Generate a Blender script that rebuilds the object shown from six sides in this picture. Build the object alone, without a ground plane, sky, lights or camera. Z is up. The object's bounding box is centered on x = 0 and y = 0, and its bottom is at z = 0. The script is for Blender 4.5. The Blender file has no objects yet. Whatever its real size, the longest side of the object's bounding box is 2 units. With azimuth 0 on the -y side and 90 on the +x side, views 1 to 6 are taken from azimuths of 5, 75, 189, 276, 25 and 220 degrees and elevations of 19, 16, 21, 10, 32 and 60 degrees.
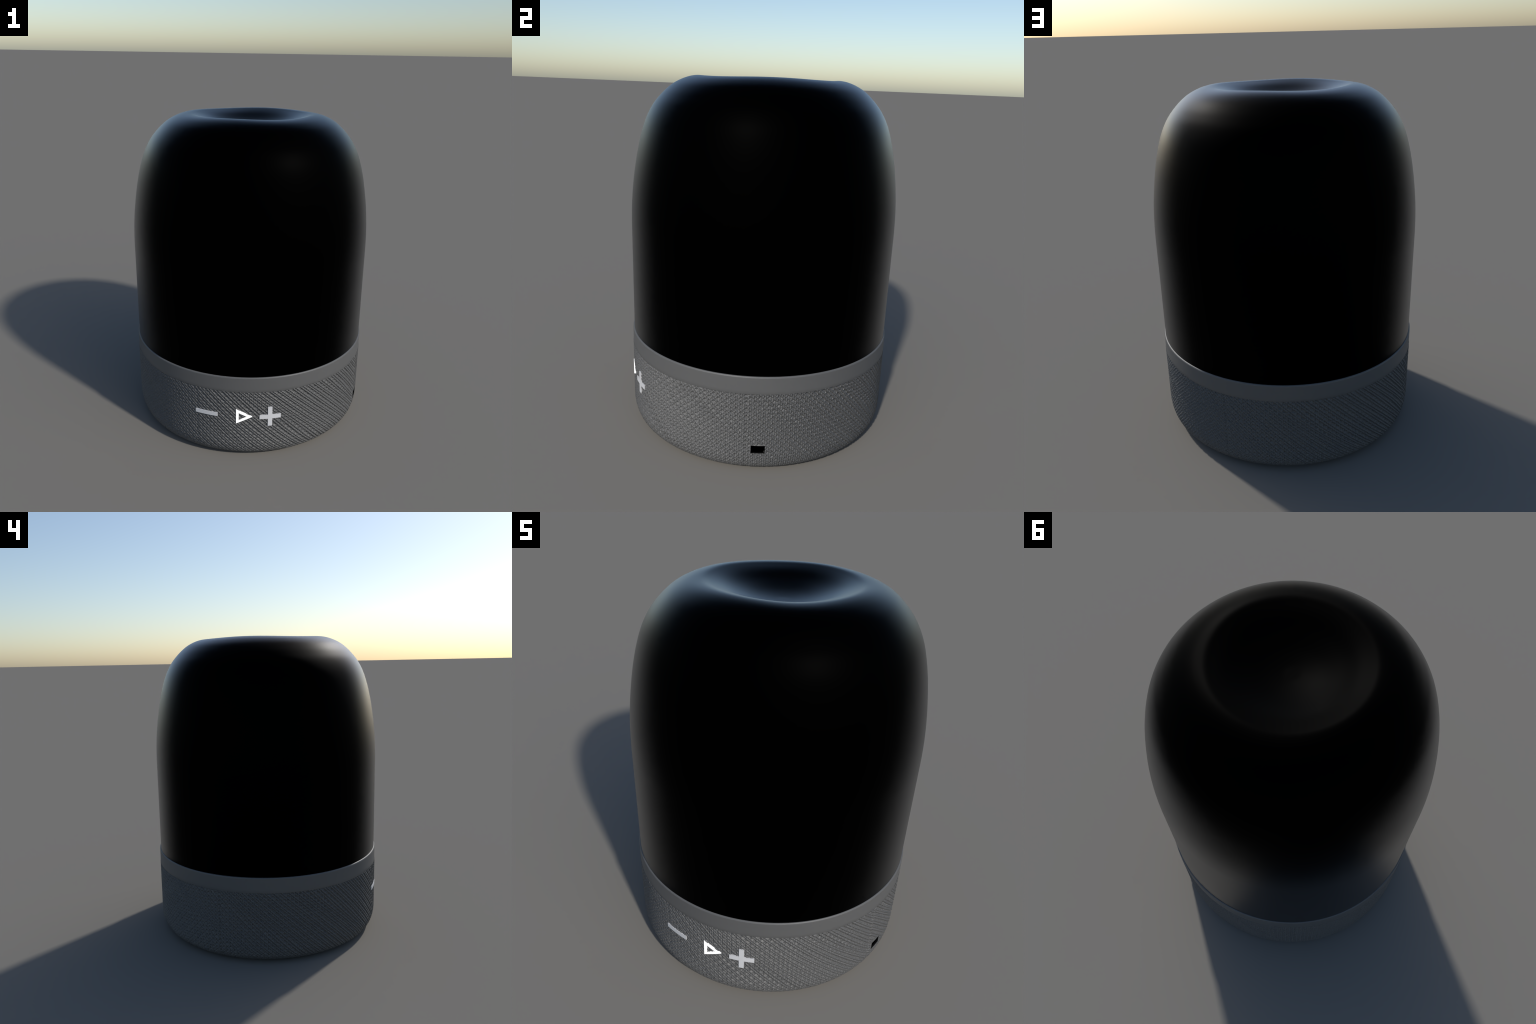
"""Cylindrical smart speaker: glossy black dome with a dished top, grey trim ring,
woven fabric base with raised minus / play / plus symbols and a small charging port."""
import bpy, math
import numpy as np

AXIS_Y = 0.0017            # the body axis; the raised symbols take up the rest of the box
R_BASE = 0.7705            # fabric and trim ring radius
R_DOME = 0.7633            # straight part of the dome
Z_FABRIC = 0.4665          # fabric top / trim ring bottom
Z_RING = 0.5635            # trim ring top
R_SYMBOL = 0.7739          # outer face of the raised symbols


def catmull(points, per=8):
    """Centripetal Catmull-Rom curve through (r, z) control points."""
    P = np.array(points, float)
    P = np.vstack([2 * P[0] - P[1], P, 2 * P[-1] - P[-2]])
    out = []
    for i in range(1, len(P) - 2):
        p0, p1, p2, p3 = P[i - 1:i + 3]
        t0 = 0.0
        t1 = t0 + np.linalg.norm(p1 - p0) ** 0.5
        t2 = t1 + np.linalg.norm(p2 - p1) ** 0.5
        t3 = t2 + np.linalg.norm(p3 - p2) ** 0.5
        for t in np.linspace(t1, t2, per, endpoint=False):
            a1 = (t1 - t) / (t1 - t0) * p0 + (t - t0) / (t1 - t0) * p1
            a2 = (t2 - t) / (t2 - t1) * p1 + (t - t1) / (t2 - t1) * p2
            a3 = (t3 - t) / (t3 - t2) * p2 + (t - t2) / (t3 - t2) * p3
            b1 = (t2 - t) / (t2 - t0) * a1 + (t - t0) / (t2 - t0) * a2
            b2 = (t3 - t) / (t3 - t1) * a2 + (t - t1) / (t3 - t1) * a3
            out.append((t2 - t) / (t2 - t1) * b1 + (t - t1) / (t2 - t1) * b2)
    out.append(P[-2])
    return np.array(out)


def mesh_object(name, verts, faces, material, parent, smooth=True, sharp_angle=None):
    me = bpy.data.meshes.new(name)
    me.from_pydata([tuple(map(float, v)) for v in verts], [], faces)
    me.update()
    me.polygons.foreach_set("use_smooth", [smooth] * len(me.polygons))
    if sharp_angle:
        me.set_sharp_from_angle(angle=math.radians(sharp_angle))
    me.materials.append(material)
    ob = bpy.data.objects.new(name, me)
    bpy.context.scene.collection.objects.link(ob)
    ob.parent = parent
    return ob


def place(az, r, z):
    """Azimuth 0 on -y, 90 on +x (radians), radius and height to a point."""
    return np.stack([r * np.sin(az), AXIS_Y - r * np.cos(az), z + 0 * az], -1)


def lathe(profile, segments, close_start=False, close_end=False, shift=None):
    """Revolve an (r, z) profile; shift(az, r, z) -> (r, z) bends it round the axis."""
    az = np.linspace(0, 2 * math.pi, segments, endpoint=False)
    A, Rr = np.meshgrid(az, profile[:, 0])
    _, Zz = np.meshgrid(az, profile[:, 1])
    if shift:
        Rr, Zz = shift(A, Rr, Zz)
    verts = place(A.ravel(), Rr.ravel(), Zz.ravel())
    n, m = len(profile), segments
    faces = []
    for i in range(n - 1):
        for j in range(m):
            k = (j + 1) % m
            faces.append((i * m + j, i * m + k, (i + 1) * m + k, (i + 1) * m + j))
    verts = list(verts)
    if close_start:
        c = len(verts)
        verts.append((0, AXIS_Y, profile[0, 1]))
        faces += [(c, (j + 1) % m, j) for j in range(m)]
    if close_end:
        c = len(verts)
        verts.append((0, AXIS_Y, close_end))
        b = (n - 1) * m
        faces += [(c, b + j, b + (j + 1) % m) for j in range(m)]
    return verts, faces


# ------------------------------------------------------------------ materials
def new_material(name):
    m = bpy.data.materials.new(name)
    m.use_nodes = True
    nt = m.node_tree
    return m, nt, nt.nodes["Principled BSDF"]


def dome_material():
    """Deep black shell: almost no mirror head-on, a soft satin mirror once the angle is grazing.
    An optical density just below that of air gives that sudden onset; what enters is absorbed."""
    m, nt, b = new_material("black_satin_shell")
    b.inputs["Base Color"].default_value = (0.0, 0.0, 0.0, 1)
    b.inputs["Roughness"].default_value = 0.47
    b.inputs["Transmission Weight"].default_value = 1.0
    density = nt.nodes.new("ShaderNodeValue")
    density.outputs[0].default_value = 0.9525
    nt.links.new(density.outputs[0], b.inputs["IOR"])
    return m


def grey_material(name, value, fine=False, metallic=0.0):
    m, nt, b = new_material(name)
    N, L = nt.nodes, nt.links
    tc = N.new("ShaderNodeTexCoord")
    noise = N.new("ShaderNodeTexNoise")
    noise.inputs["Scale"].default_value = 420 if fine else 60
    noise.inputs["Detail"].default_value = 3
    L.new(tc.outputs["Object"], noise.inputs["Vector"])
    ramp = N.new("ShaderNodeValToRGB")
    spread = 0.16 if fine else 0.015
    ramp.color_ramp.elements[0].position = 0.3
    ramp.color_ramp.elements[1].position = 0.7
    lo, hi = value * (1 - spread), value * (1 + spread)
    ramp.color_ramp.elements[0].color = (lo, lo, lo, 1)
    ramp.color_ramp.elements[1].color = (hi, hi, hi, 1)
    L.new(noise.outputs["Fac"], ramp.inputs["Fac"])
    L.new(ramp.outputs["Color"], b.inputs["Base Color"])
    b.inputs["Roughness"].default_value = 0.5
    b.inputs["Metallic"].default_value = metallic
    if fine:
        bump = N.new("ShaderNodeBump")
        bump.inputs["Strength"].default_value = 0.25
        bump.inputs["Distance"].default_value = 0.002
        L.new(noise.outputs["Fac"], bump.inputs["Height"])
        L.new(bump.outputs["Normal"], b.inputs["Normal"])
    return m


def plain_material(name, color, roughness=0.5):
    m, nt, b = new_material(name)
    b.inputs["Base Color"].default_value = (*color, 1)
    b.inputs["Roughness"].default_value = roughness
    return m


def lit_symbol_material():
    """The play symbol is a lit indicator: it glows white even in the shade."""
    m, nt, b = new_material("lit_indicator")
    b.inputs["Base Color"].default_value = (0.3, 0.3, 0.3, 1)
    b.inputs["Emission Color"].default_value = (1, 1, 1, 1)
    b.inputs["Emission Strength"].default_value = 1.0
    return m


SHELL = dome_material()
RING = grey_material("grey_satin_trim", 0.10)
FABRIC = grey_material("grey_woven_fabric", 0.090, fine=True)
SYMBOL = plain_material("white_symbol", (0.60, 0.60, 0.61))
LIT = lit_symbol_material()
PORT = plain_material("black_port_lining", (0.002, 0.002, 0.002), 0.9)
PORT.node_tree.nodes["Principled BSDF"].inputs["Specular IOR Level"].default_value = 0.1
FOOT = plain_material("grey_underside", (0.10, 0.10, 0.10), 0.5)

# ------------------------------------------------------------------ the thing
root = bpy.data.objects.new("smart_speaker", None)
bpy.context.scene.collection.objects.link(root)
root["label"] = "black domed smart speaker with grey woven fabric base"
root["category"] = "speaker"

# ---- dome with a dished top; its crest rises and falls four times round the rim
DOME_PROFILE = [
    (R_DOME, 0.50), (R_DOME, 0.75), (R_DOME, 1.0), (0.7634, 1.12), (0.7632, 1.2), (0.7597, 1.3),
    (0.7513, 1.4), (0.738, 1.5), (0.7205, 1.6), (0.7015, 1.68), (0.6795, 1.75), (0.6575, 1.80),
    (0.6275, 1.85), (0.5945, 1.89), (0.565, 1.92), (0.5285, 1.95), (0.494, 1.97), (0.458, 1.985),
    (0.42, 1.9945), (0.382, 1.9968), (0.345, 1.9882), (0.30, 1.9742), (0.22, 1.9430), (0.13, 1.9160),
    (0.05, 1.9035), (0.004, 1.9020)]
CREST_AZ = math.radians(80)


def crest_wave(A, r, z):
    w = np.exp(-((r - 0.382) / 0.07) ** 2) * (z > 1.7)
    c = np.cos(4 * (A - CREST_AZ))
    return r, z + 0.0026 * c * w


v, f = lathe(catmull(DOME_PROFILE, 7), 288, close_end=1.9020, shift=crest_wave)
mesh_object("dome_shell", v, f, SHELL, root)

# ---- trim ring with a rounded upper edge
e = 0.008
arc = [(R_BASE - e + e * math.cos(t), Z_RING - e + e * math.sin(t)) for t in np.linspace(0, math.pi / 2, 7)]
ring_profile = np.array([(R_BASE - 0.012, Z_FABRIC - 0.006), (R_BASE - 0.0008, Z_FABRIC - 0.0015), (R_BASE, Z_FABRIC + 0.0005)]
                        + [(R_BASE, z) for z in np.linspace(Z_FABRIC + 0.02, Z_RING - e - 0.002, 5)]
                        + arc + [(R_DOME - 0.001, Z_RING), (R_DOME - 0.004, Z_RING - 0.03)])
v, f = lathe(ring_profile, 256)
mesh_object("trim_ring", v, f, RING, root, sharp_angle=50)

# ---- woven fabric wrap: stitches in columns, each column half a stitch below the last
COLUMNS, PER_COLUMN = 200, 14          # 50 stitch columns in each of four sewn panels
STITCH = 0.046                         # height of one stitch repeat
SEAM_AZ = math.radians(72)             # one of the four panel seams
BASE_PROFILE = [(0.698, 0.0), (0.7265, 0.014), (0.7440, 0.030), (0.7565, 0.050), (0.7655, 0.078), (0.7696, 0.105),
                (R_BASE, 0.135), (R_BASE, 0.20), (R_BASE, 0.30), (R_BASE, 0.40), (R_BASE, Z_FABRIC)]
PORT_AZ = (math.radians(74.15), math.radians(79.6))
PORT_Z = (0.1255, 0.1690)

segs = COLUMNS * PER_COLUMN
curve = catmull(BASE_PROFILE, 30)
length = np.r_[0, np.cumsum(np.hypot(*np.diff(curve, axis=0).T))]
ROWS = 270
s = np.linspace(0, length[-1], ROWS)
prof = np.stack([np.interp(s, length, curve[:, 0]), np.interp(s, length, curve[:, 1])], -1)
tan = np.gradient(prof, axis=0)
tan /= np.linalg.norm(tan, axis=1, keepdims=True)
nor = np.stack([tan[:, 1], -tan[:, 0]], -1)
# put a row of vertices on the port's edges and a column likewise
zi = [int(np.abs(prof[:, 1] - z).argmin()) for z in PORT_Z]
az = np.linspace(0, 2 * math.pi, segs, endpoint=False)
ai = [int(np.abs(az - a).argmin()) for a in PORT_AZ]
for i, z in zip(zi, PORT_Z):
    prof[i, 1] = z
for i, a in zip(ai, PORT_AZ):
    az[i] = a

A, S = np.meshgrid(az, s)
rel = (A - SEAM_AZ) % (2 * math.pi)
panel = np.floor(rel / (math.pi / 2))
u = rel / (2 * math.pi) * COLUMNS
rng = np.random.default_rng(7)
wob = sum(a * np.sin(k * A + m * S * 9 + p) for k, m, a, p in
          [(3, 1, .10, .4), (7, 2, .08, 2.1), (13, 3, .05, 4.0), (23, 5, .04, 1.2)])
w = S / STITCH + np.array([0.0, 0.37, 0.71, 0.18])[panel.astype(int)] + wob
rib = w + u / 2                      # rib lines fall to the right
cross = w - u / 2
tau = 2 * math.pi


def trench(phase):
    """Narrow furrow between two ribs of yarn."""
    return np.exp(2.4 * (np.cos(tau * (rib + phase)) - 1))


bead = 0.5 + 0.5 * np.cos(tau * cross)                  # yarns crossing the furrows
patch = 1 + sum(a * np.sin(k * A + m * S * 20 + p) for k, m, a, p in
                [(9, 1, .16, 1.0), (17, -2, .13, 3.0), (31, 2, .10, 5.0), (53, 3, .08, 0.5)])
h = (-trench(0.0) * (0.55 + 0.55 * bead) * patch - trench(0.5) * (0.34 + 0.42 * (1 - bead)) / patch
     + 0.11 * np.cos(tau * u) + 0.10 * np.cos(2 * tau * (w + 1.5 * u)))
h -= 0.60 * patch * np.exp(4 * (np.cos(tau * rib) - 1) + 2.2 * (np.cos(tau * cross) - 1))     # open gaps of the weave
# single threads within the yarns, running both ways
h += (0.12 * np.cos(2 * tau * u + 5 * wob) + 0.12 * np.cos(2 * tau * cross + 1.0) + 0.17 * np.cos(3 * tau * rib + 0.5)
      + 0.09 * np.cos(tau * (3 * cross + rib) + 9 * wob))
h += 0.09 * rng.standard_normal(h.shape)
seam = np.abs((rel + math.pi / 4) % (math.pi / 2) - math.pi / 4) * R_BASE
h -= 0.2 * np.exp(-(seam / 0.006) ** 2)
fade = np.clip((length[-1] - S) / 0.002, 0, 1) * np.clip(S / 0.09, 0, 1)
port_gap = np.maximum(np.maximum(PORT_AZ[0] - A, A - PORT_AZ[1]) * R_BASE,
                      np.maximum(PORT_Z[0] - prof[:, 1][:, None], prof[:, 1][:, None] - PORT_Z[1]))
fade = fade * np.clip(port_gap / 0.006, 0, 1)
d = 0.0112 * h + 0.0020
d = fade * np.where(d > 0, 0.0015 * np.tanh(d / 0.0015), 0.0105 * np.tanh(d / 0.0105))
RR = prof[:, 0][:, None] + nor[:, 0][:, None] * d
ZZ = prof[:, 1][:, None] + nor[:, 1][:, None] * d
verts = place(A.ravel(), RR.ravel(), np.maximum(ZZ, 0).ravel())
faces = []
for i in range(ROWS - 1):
    for j in range(segs):
        if zi[0] <= i < zi[1] and ai[0] <= j < ai[1]:
            continue                                  # opening for the port
        k = (j + 1) % segs
        faces.append((i * segs + j, i * segs + k, (i + 1) * segs + k, (i + 1) * segs + j))
fabric = mesh_object("fabric_base", verts, faces, FABRIC, root)

# ---- underside plate
v, f = lathe(np.array([(0.4, 0.0008), (0.697, 0.0008), (0.701, 0.004)]), 128, close_start=True)
mesh_object("underside_plate", v, f, FOOT, root)

# ---- charging port: a recessed pocket
def port_ring(r, da, dz):
    a0, a1 = PORT_AZ[0] - da, PORT_AZ[1] + da
    z0, z1 = PORT_Z[0] - dz, PORT_Z[1] + dz
    n = 8
    pts = [(a, z0) for a in np.linspace(a0, a1, n)] + [(a, z1) for a in np.linspace(a1, a0, n)]
    return [place(np.array(a), r, np.array(z)) for a, z in pts]


# lip and short throat; behind it the dark hollow of the body
rings = [port_ring(R_BASE + 0.0004, 0.0006, 0.0006), port_ring(R_BASE - 0.004, 0, 0), port_ring(R_BASE - 0.008, 0, 0)]
pv = [p for r in rings for p in r]
n, last = 16, len(rings) - 1
pf = [(a * n + i, a * n + (i + 1) % n, (a + 1) * n + (i + 1) % n, (a + 1) * n + i) for a in range(last) for i in range(n)]
mesh_object("charging_port", pv, pf, PORT, fabric, smooth=False)


# ---- raised symbols that follow the curve of the base
def symbol(name, outlines, material, r_in=R_BASE - 0.0035, r_out=R_SYMBOL):
    """Each outline is a loop (or outer + inner loop) of (azimuth in degrees, z)."""
    verts, faces = [], []
    for outer, inner, lift in outlines:
        loops = [outer] if inner is None else [outer, inner]
        base = len(verts)
        count = len(outer)
        for loop in loops:
            for r in (r_in, r_out + lift - 0.0006, r_out + lift):
                shrink = 0.0
                for a, z in loop:
                    verts.append(place(np.array(math.radians(a)), r, np.array(z)))
        def idx(loop, level, i):
            return base + (loop * 3 + level) * count + i % count
        for i in range(count):
            for lev in (0, 1):
                faces.append((idx(0, lev, i), idx(0, lev, i + 1), idx(0, lev + 1, i + 1), idx(0, lev + 1, i)))
            if inner is not None:
                for lev in (0, 1):
                    faces.append((idx(1, lev, i + 1), idx(1, lev, i), idx(1, lev + 1, i), idx(1, lev + 1, i + 1)))
                faces.append((idx(0, 2, i), idx(0, 2, i + 1), idx(1, 2, i + 1), idx(1, 2, i)))
        if inner is None:
            half = count // 2
            for i in range(half - 1):
                faces.append((idx(0, 2, i), idx(0, 2, i + 1), idx(0, 2, count - 2 - i), idx(0, 2, count - 1 - i)))
    return mesh_object(name, verts, faces, material, fabric, smooth=True, sharp_angle=35)


def bar(a0, a1, z0, z1, steps=14):
    low = [(a, z0) for a in np.linspace(a0, a1, steps)]
    return low + [(a, z1) for a in np.linspace(a1, a0, steps)]


def loop_points(corners, per):
    out = []
    for i, c in enumerate(corners):
        n = corners[(i + 1) % len(corners)]
        out += [(c[0] + (n[0] - c[0]) * t / per, c[1] + (n[1] - c[1]) * t / per) for t in range(per)]
    return out


symbol("minus_symbol", [(bar(341.45, 352.0, 0.2885, 0.3135), None, 0)], SYMBOL)
symbol("plus_symbol", [(bar(10.85, 20.5, 0.2825, 0.3100), None, 0),
                       (bar(14.62, 16.58, 0.2325, 0.3630), None, 0.0004)], SYMBOL)
tri = loop_points([(0.45, 0.2520), (7.6, 0.3010), (0.45, 0.3490)], 12)
tri_in = loop_points([(1.55, 0.2725), (5.3, 0.3002), (1.55, 0.3250)], 12)
symbol("play_symbol", [(tri, tri_in, 0)], LIT)
